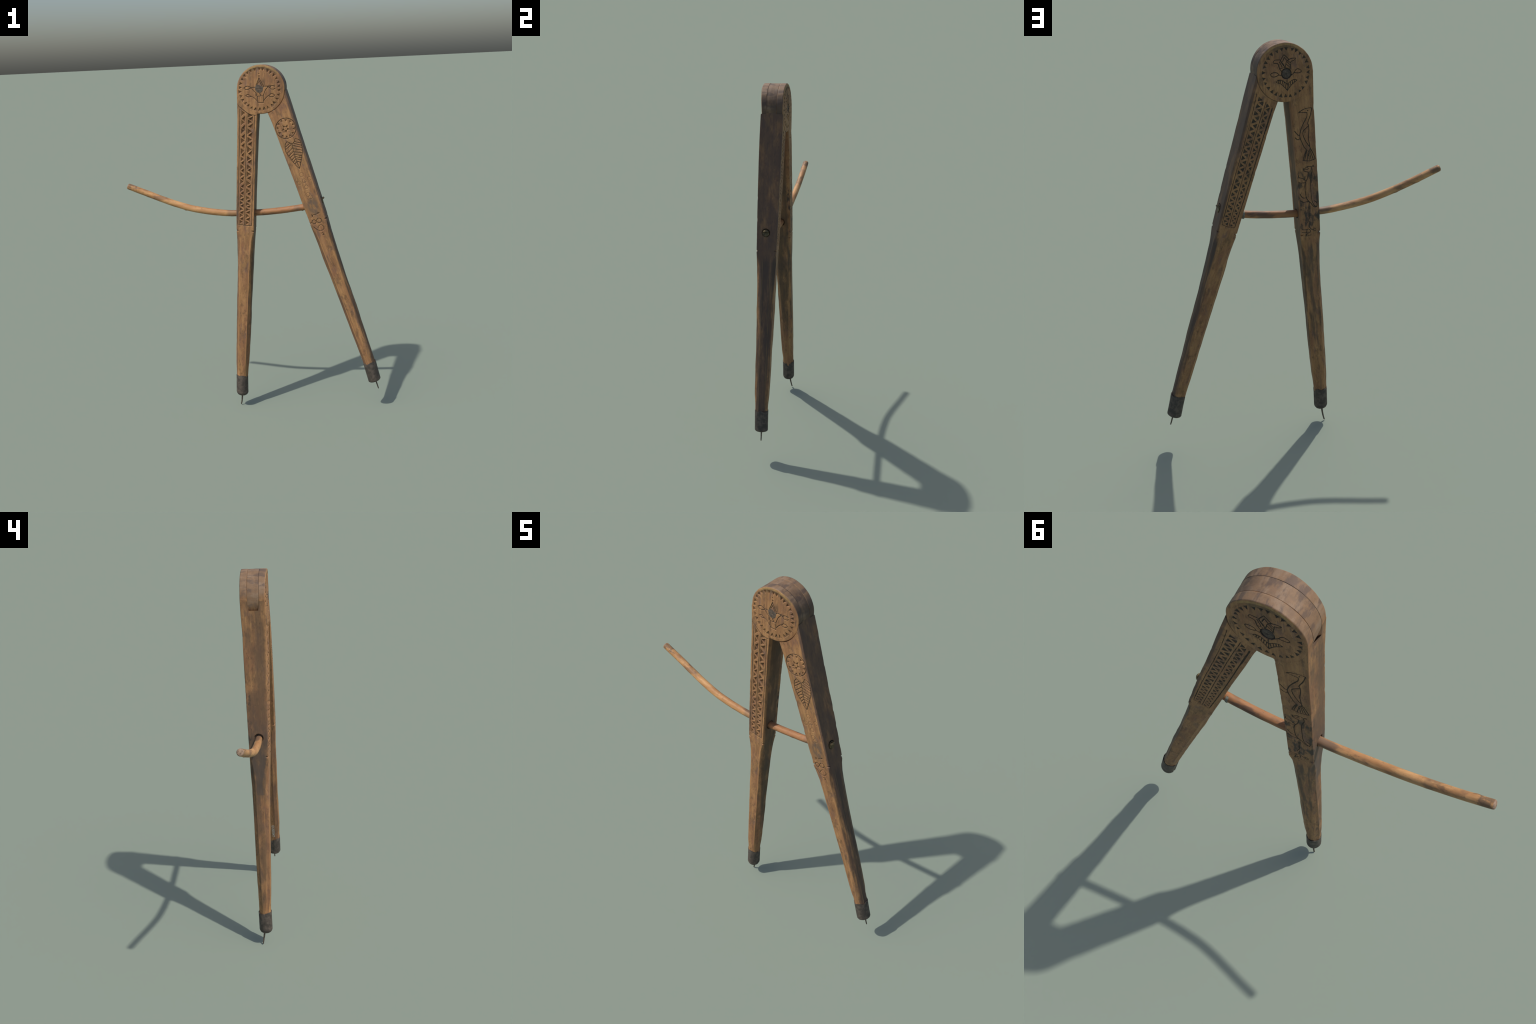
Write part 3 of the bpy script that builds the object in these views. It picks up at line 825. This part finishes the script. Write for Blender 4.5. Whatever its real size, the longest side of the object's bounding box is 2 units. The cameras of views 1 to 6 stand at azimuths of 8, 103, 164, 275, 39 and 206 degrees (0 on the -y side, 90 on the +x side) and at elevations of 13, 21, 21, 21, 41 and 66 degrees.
def build_cheek(name, carver, face_y, inner_y, sign, bev_w, bev_d, skip_join, parent, seed):
    """round cheek of the head: carved outer face, faceted rim"""
    NR, NT, NW = 98, 440, 14
    th = np.linspace(-math.pi, math.pi, NT, endpoint=False)
    R = rim_radius(th, seed)
    # seam of the periodic noise is hidden where the leg joins
    rr = np.linspace(0.0, 1, NR + 1)[1:]
    if skip_join:
        inj = (np.cos(th) < 0.05) & (np.sin(th) > 0)
        R = np.where(inj, HEAD_R, R)
    s = (rr[:, None] * R) * np.cos(th)
    t = (rr[:, None] * R) * np.sin(th)
    d, m_ = carver.field(s, t)
    dist = R[None, :] * (1 - rr[:, None])
    bev = np.clip(1 - dist / bev_w, 0, 1) ** 1.8 * bev_d
    if skip_join:
        join = sstep(-0.004, -0.016, s) * sstep(0.0, 0.012, t)
        bev = bev * (1 - join)
    else:
        join = sstep(-0.004, -0.016, s) * sstep(0.0, 0.012, t)
        bev = bev * (1 - 0.55 * join)
    y = face_y(s, t) - sign * (d + bev) if sign > 0 else face_y(s, t) + d + bev
    y = y + 0.0004 * vnoise(s * 45, t * 30, seed + 3)
    M = np.where(d > 0.0006, m_, 0)
    rows = [np.stack([s[i], y[i], -t[i]], -1) for i in range(NR)]
    mot = [M[i] for i in range(NR)]
    edge_y = y[-1]
    for k in range(1, NW + 1):
        f = k / NW
        yy = edge_y + (inner_y - edge_y) * f
        shrink = (0.0012 if sign > 0 else 0.0003) * np.clip(1 - (1 - f) * NW / 1.5, 0, 1)
        rows.append(np.stack([s[-1] - np.cos(th) * shrink, yy, -(t[-1] - np.sin(th) * shrink)], -1))
        mot.append(np.zeros(NT, np.int32))
    rows.append(np.stack([s[-1] * 0.02, np.full(NT, inner_y), -t[-1] * 0.02], -1))
    mot.append(np.zeros(NT, np.int32))
    V = np.concatenate(rows)
    M = np.concatenate(mot)
    n = len(rows)
    idx = np.arange(n * NT).reshape(n, NT)
    nx = np.roll(idx, -1, 1)
    F = np.stack([idx[:-1], nx[:-1], nx[1:], idx[1:]], -1).reshape(-1, 4)
    # close the centre
    c = idx[0]
    F = np.vstack([F, np.stack([c[0:NT // 2 - 1], c[1:NT // 2], c[::-1][0:NT // 2 - 1][::1], c[::-1][0:NT // 2 - 1]], -1)[:0]])
    if sign > 0:
        F = F[:, ::-1]
    N = vertex_normals(V, F)
    if skip_join:                      # no visible joint where cheek and leg are one piece
        e = idx[NR - 1]
        w = np.clip(join[-1], 0, 1)[:, None]
        N[e] = N[e] * (1 - w) + N[idx[NR - 3]] * w
        N[e] /= np.linalg.norm(N[e], axis=1)[:, None]
    return split_by_motif(name, V, F, M, carver.names, parent, MAT_CHEEK, N)


build_cheek('head_cheek', cheek_front, dome_front, SLOT[0] - 0.0001, -1, 0.0045, 0.0030, True, fork_ob, 31)
build_cheek('head_cheek', cheek_back, dome_back, SLOT[1] + 0.0002, 1, 0.0040, 0.0026, True, fork_ob, 31)


def lathe(profile, n=64, axis='y', wob=0.0, seed=1, squash=None):
    """profile: list of (radius, height); returns V, F"""
    a = np.linspace(0, 2 * math.pi, n, endpoint=False)
    rows = []
    for i, (r, h) in enumerate(profile):
        q = r * (1 + wob * vnoise(a * 3 / math.pi, a * 0 + i * 0.35, seed))
        u, v = q * np.cos(a), q * np.sin(a)
        if squash:
            u, v = squash(u, v, i)
        w = np.full(n, h)
        rows.append(np.stack({'y': (u, w, v), 'z': (u, v, w), 'x': (w, u, v)}[axis], -1))
    V = np.concatenate(rows)
    m = len(profile)
    idx = np.arange(m * n).reshape(m, n)
    nx = np.roll(idx, -1, 1)
    F = np.stack([idx[:-1], idx[1:], nx[1:], nx[:-1]], -1).reshape(-1, 4)
    return V, F


def solid(name, V, F, mat, parent, smooth_angle=40):
    me = bpy.data.meshes.new(name)
    me.from_pydata([tuple(v) for v in V], [], [tuple(f) for f in F])
    me.validate()
    import bmesh
    bm = bmesh.new()
    bm.from_mesh(me)
    bmesh.ops.remove_doubles(bm, verts=bm.verts, dist=1e-6)
    bmesh.ops.recalc_face_normals(bm, faces=bm.faces)
    for f in bm.faces:
        f.smooth = True
    for e in bm.edges:
        if len(e.link_faces) == 2 and e.calc_face_angle(0) > math.radians(smooth_angle):
            e.smooth = False
    bm.to_mesh(me)
    bm.free()
    me.materials.append(mat)
    return add_obj(name, me, parent)


# the tongue itself: a round hub between the cheeks, one piece with the tongued leg
hub_prof = [(0.0005, SLOT[0]), (0.1314, SLOT[0])] + [(0.1315, SLOT[0] + 0.0012 + (SLOT[1] - SLOT[0] - 0.0024) * f)
                                                     for f in np.linspace(0, 1, 12)] + [(0.1303, SLOT[1]), (0.0005, SLOT[1])]
V, F = lathe(hub_prof, 360, 'y', 0.004, 9)
th = np.arctan2(V[:, 2], V[:, 0])
solid('tongue_hub', V, F, MAT_HUB, tongue_ob)

# iron rivet heads, hammered, with creases radiating from the middle
def rivet(y0, sign, cx, cz, r, rays, n, wob, seed):
    prof = [(0.0003, 0.0)] + [(r * f, -0.0012 * f ** 4) for f in (0.15, 0.3, 0.45, 0.6, 0.75, 0.9)] + [(r, -0.0026), (r * 1.01, -0.012), (0.0003, -0.012)]
    V, F = lathe(prof, n, 'y', wob, seed)
    a, q = np.arctan2(V[:, 2], V[:, 0]), np.hypot(V[:, 0], V[:, 2])
    for ray in rays:
        d = np.where(np.cos(a - ray) > 0, np.abs(np.sin(a - ray)) * q, 1)
        V[:, 1] -= 0.0014 * np.clip(1 - d / 0.0022, 0, 1) * (V[:, 1] > -0.003)
    V[:, 1] += 0.0007 * vnoise(V[:, 0] * 90, V[:, 2] * 90, seed)
    V[:, 1] = y0 + sign * V[:, 1]
    return solid('rivet_head', V + np.array([cx, 0, cz]), F, MAT_RIVET, fork_ob, 30)


rivet(-0.0705, -1, -0.011, 0.003, 0.0225, (0.05, 3.1, -1.2), 40, 0.22, 5)
rivet(0.0630, 1, -0.005, -0.0045, 0.0208, (-1.57, 0.35, 3.0), 48, 0.05, 6)


# ------------------------------------------------------------------ ferrules and points
def build_ferrule(parent, top, bot, r0, r1, slit_angle, seed, round_end):
    """rolled sheet-iron tube with an open seam, closed and rounded at the foot; axis given in (s, y, t)"""
    top, bot = np.array(top), np.array(bot)
    L = abs(bot[2] - top[2])
    hs = [0.0, 0.0, 0.02, 0.25, 0.5, 0.7, 0.85, 1 - round_end / L * 1.0, 1 - round_end / L * .6, 1 - round_end / L * .25, 1.0, 1.0]
    k0 = r0 * 0.955
    rs = [k0, r0, r0 * 1.01] + list(np.interp([0.25, 0.5, 0.7, 0.85, 1 - round_end / L], [0, 1], [r0, r1])) + [r1 * 0.95, r1 * 0.84, r1 * 0.66, 0.0004]
    V, F = lathe([(r, h) for r, h in zip(rs, hs)], 72, 'z', 0.012, seed)
    ang = np.arctan2(V[:, 1], V[:, 0])
    h = V[:, 2].copy()
    # the seam: a narrow valley down the tube, wider at the top
    da = np.abs((ang - slit_angle + math.pi) % (2 * math.pi) - math.pi)
    w = 0.30 - 0.18 * np.clip(h, 0, 1)
    rad = np.hypot(V[:, 0], V[:, 1])
    f = 1 - 0.10 * np.clip(1 - da / w, 0, 1) ** 0.7 * (rad > 0.02)
    V[:, 0] *= f
    V[:, 1] *= f
    # ragged top edge and hammer dents
    h = h + (h < 0.01) * 0.05 * vnoise(ang * 2, ang * 0, seed + 4)
    den = 1 + 0.012 * vnoise(ang * 4, h * 5, seed + 9)
    P = top + (bot - top) * h[:, None]
    V = np.c_[P[:, 0] + V[:, 0] * den, P[:, 1] + V[:, 1] * den, -P[:, 2]]
    return solid('ferrule', V, F, MAT_IRON, parent, 45)


def build_point(parent, pts, r):
    pts = np.array(pts, float)
    u = np.linspace(0, 1, 24)
    k = np.linspace(0, 1, len(pts))
    C = np.stack([np.interp(u, k, pts[:, i]) for i in range(3)], -1)
    C = np.vstack([C[:1], (C[:-2] + C[1:-1] * 2 + C[2:]) / 4, C[-1:]])
    n = 12
    a = np.linspace(0, 2 * math.pi, n, endpoint=False)
    rows = []
    for i, c in enumerate(C):
        q = r * (1 - 0.30 * u[i]) * (0.05 if i in (0, len(C) - 1) else 1)
        rows.append(np.stack([c[0] + q * np.cos(a), c[1] + q * np.sin(a), np.full(n, -c[2])], -1))
    V = np.concatenate(rows)
    m = len(C)
    idx = np.arange(m * n).reshape(m, n)
    nx = np.roll(idx, -1, 1)
    F = np.stack([idx[:-1], idx[1:], nx[1:], nx[:-1]], -1).reshape(-1, 4)
    return solid('point', V, F, MAT_POINT, parent, 50)


build_ferrule(fork_ob, (-0.0752, -0.0050, 1.679), (-0.0715, -0.0068, 1.803), 0.0355, 0.0354, 0.15, 3, 0.020)
build_ferrule(tongue_ob, (0.0580, -0.0122, 1.680), (0.0512, -0.0112, 1.800), 0.0375, 0.0368, 2.9, 8, 0.010)


def world_to_leg(p, a):
    d = np.array(p) - np.array(PIVOT)
    return (d[0] * math.cos(a) + d[2] * math.sin(a), d[1], d[0] * math.sin(a) - d[2] * math.cos(a))


build_point(fork_ob, [world_to_leg(p, TILT_FORK) for p in ((-0.1060, 0.0015, 0.080), (-0.1072, 0.0030, 0.060), (-0.1095, 0.0055, 0.040),
                                                           (-0.1125, 0.0085, 0.022), (-0.1180, 0.0120, 0.000))], 0.0052)
build_point(tongue_ob, [world_to_leg(p, TILT_TONGUE) for p in ((0.6890, -0.0096, 0.172), (0.6930, -0.0096, 0.158), (0.6995, -0.0098, 0.136),
                                                               (0.7060, -0.0100, 0.1155))], 0.0045)


# ------------------------------------------------------------------ spreader rod
def rod_material():
    m, nt, b = new_mat('peeled_hazel')
    g = G(nt)
    a = g.noise(30, 5, 0.6, (0.16, 1, 1), (1, 2, 3))
    f = g.noise(120, 4, 0.6, (0.10, 1, 1), (4, 1, 2))
    k = g.noise(17, 3, 0.5, (0.55, 1, 1), (0.3, 2.2, 5.1))
    c = g.mix(g.ramp(a, 0.34, 0.66), (0.39, 0.195, 0.078), (0.54, 0.30, 0.125))
    inner = g.ramp(g.x, -0.12, 0.02)
    c = g.mix(g.math('MULTIPLY', inner, 0.75), c, (0.29, 0.125, 0.055))
    c = g.mix(g.math('MULTIPLY', g.ramp(f, 0.52, 0.76), 0.45), c, (0.26, 0.125, 0.055))
    c = g.mix(g.math('MULTIPLY', g.ramp(k, 0.56, 0.68), 0.65), c, (0.20, 0.115, 0.065))
    rub = g.math('MULTIPLY', g.band(g.x, -0.16, 0.31, 0.03), g.ramp(g.noise(20, 4, 0.6, (0.3, 1, 1), (6, 3, 1)), 0.47, 0.58))
    c = g.mix(g.math('MULTIPLY', rub, 0.72), c, (0.085, 0.058, 0.045))
    tipd = g.math('MULTIPLY', g.ramp(g.math('MULTIPLY', g.x, -1.0), 0.40, 0.60), g.ramp(g.noise(34, 4, 0.6, (0.4, 1, 1), (2, 7, 3)), 0.54, 0.64))
    c = g.mix(g.math('MULTIPLY', tipd, 0.70), c, (0.11, 0.075, 0.050))
    sp = g.noise(85, 4, 0.7, (0.35, 1, 1), (7, 7, 3))
    c = g.mix(g.math('MULTIPLY', g.ramp(sp, 0.58, 0.66), 0.55), c, (0.17, 0.095, 0.05))
    for rx in (-0.664, -0.680, -0.699):
        c = g.mix(g.math('MULTIPLY', g.band(g.math('ADD', g.x, g.math('MULTIPLY', g.noise(60, 2), 0.006)), rx + 0.002, rx + 0.004, 0.0012), 0.55), c, (0.13, 0.085, 0.055))
    wear = g.math('MULTIPLY', g.band(g.x, -0.135, -0.06, 0.012), 0.55)
    c = g.mix(wear, c, (0.17, 0.105, 0.065))
    nt.links.new(c, b.inputs['Base Color'])
    b.inputs['Roughness'].default_value = 0.55
    b.inputs['Specular IOR Level'].default_value = 0.3
    g.bump(g.math('ADD', a, f), 0.3, 0.002, b)
    return m


MAT_ROD = rod_material()
MAT_RODEND = plain('rod_end_grain', (0.33, 0.225, 0.155), (0.17, 0.115, 0.08), 110)
MAT_KNOT = plain('bud_scar', (0.20, 0.13, 0.10), (0.33, 0.20, 0.13), 120)

ctrl = np.array([(0.318, -0.0085, 1.2055), (0.298, -0.008, 1.2022), (0.216, -0.006, 1.1915), (0.124, -0.006, 1.1830), (0.030, -0.007, 1.1778),
                 (-0.085, -0.0075, 1.1772), (-0.127, -0.0075, 1.1782), (-0.220, -0.0070, 1.1876), (-0.328, -0.0050, 1.2060), (-0.420, 0.0010, 1.2316),
                 (-0.512, 0.0078, 1.2638), (-0.603, 0.0142, 1.2994), (-0.715, 0.0190, 1.3440)])
cl = smooth_line([tuple(p[[0, 2]] * 1000) for p in ctrl], 3.0)
cy = np.interp(-cl[:, 0], -ctrl[:, 0], ctrl[:, 1])
cyk = np.convolve(np.pad(cy, 12, 'edge'), np.ones(25) / 25, 'valid')
C = np.stack([cl[:, 0], cyk, cl[:, 1]], -1)
Tn = np.gradient(C, axis=0)
Tn /= np.linalg.norm(Tn, axis=1)[:, None]
e1 = np.cross(Tn, (0, 1, 0))
e1 /= np.linalg.norm(e1, axis=1)[:, None]
e2 = np.cross(Tn, e1)
NA = 56
ang = np.linspace(0, 2 * math.pi, NA, endpoint=False)
rad = np.interp(-C[:, 0], [-0.32, -0.25, 0.1, 0.35, 0.72], [0.0182, 0.0180, 0.0181, 0.0186, 0.0174])
knots = [(-0.215, 1.3, 0.9), (-0.373, 0.2, 1.0), (-0.486, -0.6, 1.0), (-0.598, -0.2, 1.0), (-0.655, 2.2, 1.2), (-0.31, 3.0, 0.8), (0.17, 0.6, 0.8)]
A2, X2 = np.meshgrid(ang, C[:, 0])
Rr = rad[:, None] * (1 + 0.022 * vnoise(A2 * 4 / math.pi, X2 * 26, 5) + 0.018 * np.cos(A2 * 3 + X2 * 9))
for kx, ka, kh in knots:
    dd = np.hypot((X2 - kx) / 0.010, ((A2 - ka + math.pi) % (2 * math.pi) - math.pi) / 0.5)
    Rr = Rr + 0.0013 * kh * np.exp(-dd ** 2)
tip = np.linspace(0, 1, len(C))
Rr[-1] *= 0.955
Rr[-2] *= 0.985
P = C[:, None, :] + Rr[..., None] * (np.cos(A2)[..., None] * e1[:, None, :] + np.sin(A2)[..., None] * e2[:, None, :])
rows, m = P.reshape(-1, 3), len(C)
idx = np.arange(m * NA).reshape(m, NA)
nx = np.roll(idx, -1, 1)
F = np.stack([idx[:-1], idx[1:], nx[1:], nx[:-1]], -1).reshape(-1, 4)
rod = solid('spreader_rod', rows, F, MAT_ROD, compass, 60)
# sawn end of the rod, slightly domed
end = []
for f, out in ((1.0, 0.0), (0.93, 0.0020), (0.78, 0.0036), (0.02, 0.0046)):
    end.append(C[-1] + Tn[-1] * out + (P[-1] - C[-1]) * f)
V = np.concatenate(end)
idx = np.arange(4 * NA).reshape(4, NA)
nx = np.roll(idx, -1, 1)
solid('cut_end', V, np.stack([idx[:-1], idx[1:], nx[1:], nx[:-1]], -1).reshape(-1, 4), MAT_RODEND, rod, 60)
# bud scars: small lens-shaped bosses lying on the rod
for kx, ka, kh in knots[1:5]:
    i = int(np.argmin(np.abs(C[:, 0] - kx)))
    nrm = math.cos(ka) * e1[i] + math.sin(ka) * e2[i]
    tan = np.cross(nrm, Tn[i])
    V, F = lathe([(1.0, -1.0), (0.85, 0.35), (0.5, 0.75), (0.02, 0.9)], 20, 'z', 0.08, 3)
    r = rad[i]
    W = C[i] + nrm * (r + 0.0008 + 0.0012 * V[:, 2:3]) + Tn[i] * V[:, 0:1] * 0.0075 + tan * V[:, 1:2] * 0.0042
    solid('bud_scar', W, F, MAT_KNOT, rod, 50)

# lead collar where the rod enters the tongued leg: a partial sleeve on its back and underside
j = int(np.argmin(np.abs(C[:, 0] - 0.292)))
aa = np.linspace(3.5, 6.2, 40)
prof = [(-0.0065, 0.0150), (-0.0055, 0.0192), (0.0, 0.0200), (0.0050, 0.0194), (0.0065, 0.0150)]
V = []
for dx, r in prof:
    q = r * (1 + 0.06 * vnoise(aa * 2.5, aa * 0 + dx * 200, 8)) + 0.0035 * np.exp(-((aa - 5.6) / 0.3) ** 2) * (abs(dx) < 0.006)
    V.append(C[j] + Tn[j] * dx + q[:, None] * (np.cos(aa)[:, None] * e1[j] + np.sin(aa)[:, None] * e2[j]))
V = np.concatenate(V)
idx = np.arange(5 * 40).reshape(5, 40)
Fq = np.stack([idx[:-1, :-1], idx[1:, :-1], idx[1:, 1:], idx[:-1, 1:]], -1).reshape(-1, 4)
ca = np.array([[idx[k, e] for k in range(5)] for e in (0, 39)])
me_f = [tuple(f) for f in Fq] + [tuple(ca[0]), tuple(ca[1][::-1])] + [(int(idx[4, i]), int(idx[0, i]), int(idx[0, i + 1]), int(idx[4, i + 1])) for i in range(39)]
solid('lead_collar', V, me_f, MAT_LEAD, rod, 50)

# ------------------------------------------------------------------ screw in the outer side of the tongued leg
sx, sy, st = 0.1105, -0.0122, 0.688
V, F = lathe([(0.0002, -0.012), (0.0190, -0.012), (0.0190, 0.0016), (0.0172, 0.0036), (0.0002, 0.0040)], 40, 'x', 0.02, 4)
solid('screw_head', V + np.array([sx, sy, -st - 0.002]), F, MAT_BRASS, tongue_ob, 35)
# its thumb blade: a half-round plate standing out across the head
bl = [(-0.0165 * math.cos(a), 0.0160 * math.sin(a)) for a in np.linspace(0, math.pi, 18)]
V = [(x + 0.001, y, z) for z in (-0.0046, 0.0046) for y, x in bl]
n = len(bl)
F = [tuple(range(n)), tuple(range(2 * n - 1, n - 1, -1))] + [(i, (i + 1) % n, n + (i + 1) % n, n + i) for i in range(n)]
V = np.array(V)
tilt = 0.35
V = np.c_[V[:, 0] * math.cos(tilt) - V[:, 2] * math.sin(tilt), V[:, 1], V[:, 0] * math.sin(tilt) + V[:, 2] * math.cos(tilt)]
screw = solid('screw_blade', V + np.array([sx, sy, -st + 0.004]), F, MAT_BRASS, tongue_ob, 35)
mod = screw.modifiers.new('bevel', 'BEVEL')
mod.width, mod.segments = 0.0008, 2

# ------------------------------------------------------------------ painted inventory number on the inner side of the tongued leg
fc = bpy.data.curves.new('inventory_number', 'FONT')
fc.body = 'E12835MT'
fc.size = 0.0225
fc.extrude = 0.00025
fc.offset = 0.0002
fc.align_x, fc.align_y = 'CENTER', 'CENTER'
tob = bpy.data.objects.new('inventory_number_curve', fc)
bpy.context.scene.collection.objects.link(tob)
bpy.context.view_layer.update()
tme = bpy.data.meshes.new_from_object(tob.evaluated_get(bpy.context.evaluated_depsgraph_get()))
bpy.data.objects.remove(tob)
co = np.zeros(len(tme.vertices) * 3, np.float32)
tme.vertices.foreach_get('co', co)
co = co.reshape(-1, 3)
# text x runs down the leg, text up points to the front (-y), face looks outward (-s)
tt = 1.606 + co[:, 0] * 1.0
ss = tongue.left(tt) - 0.0026 - co[:, 2]
W = np.c_[ss, -0.0125 - co[:, 1], -tt]
tme.vertices.foreach_set('co', W.astype(np.float32).ravel())
tme.materials.clear()
tme.materials.append(MAT_CHALK)
tme.name = 'inventory_number'
add_obj('inventory_number', tme, tongue_ob)
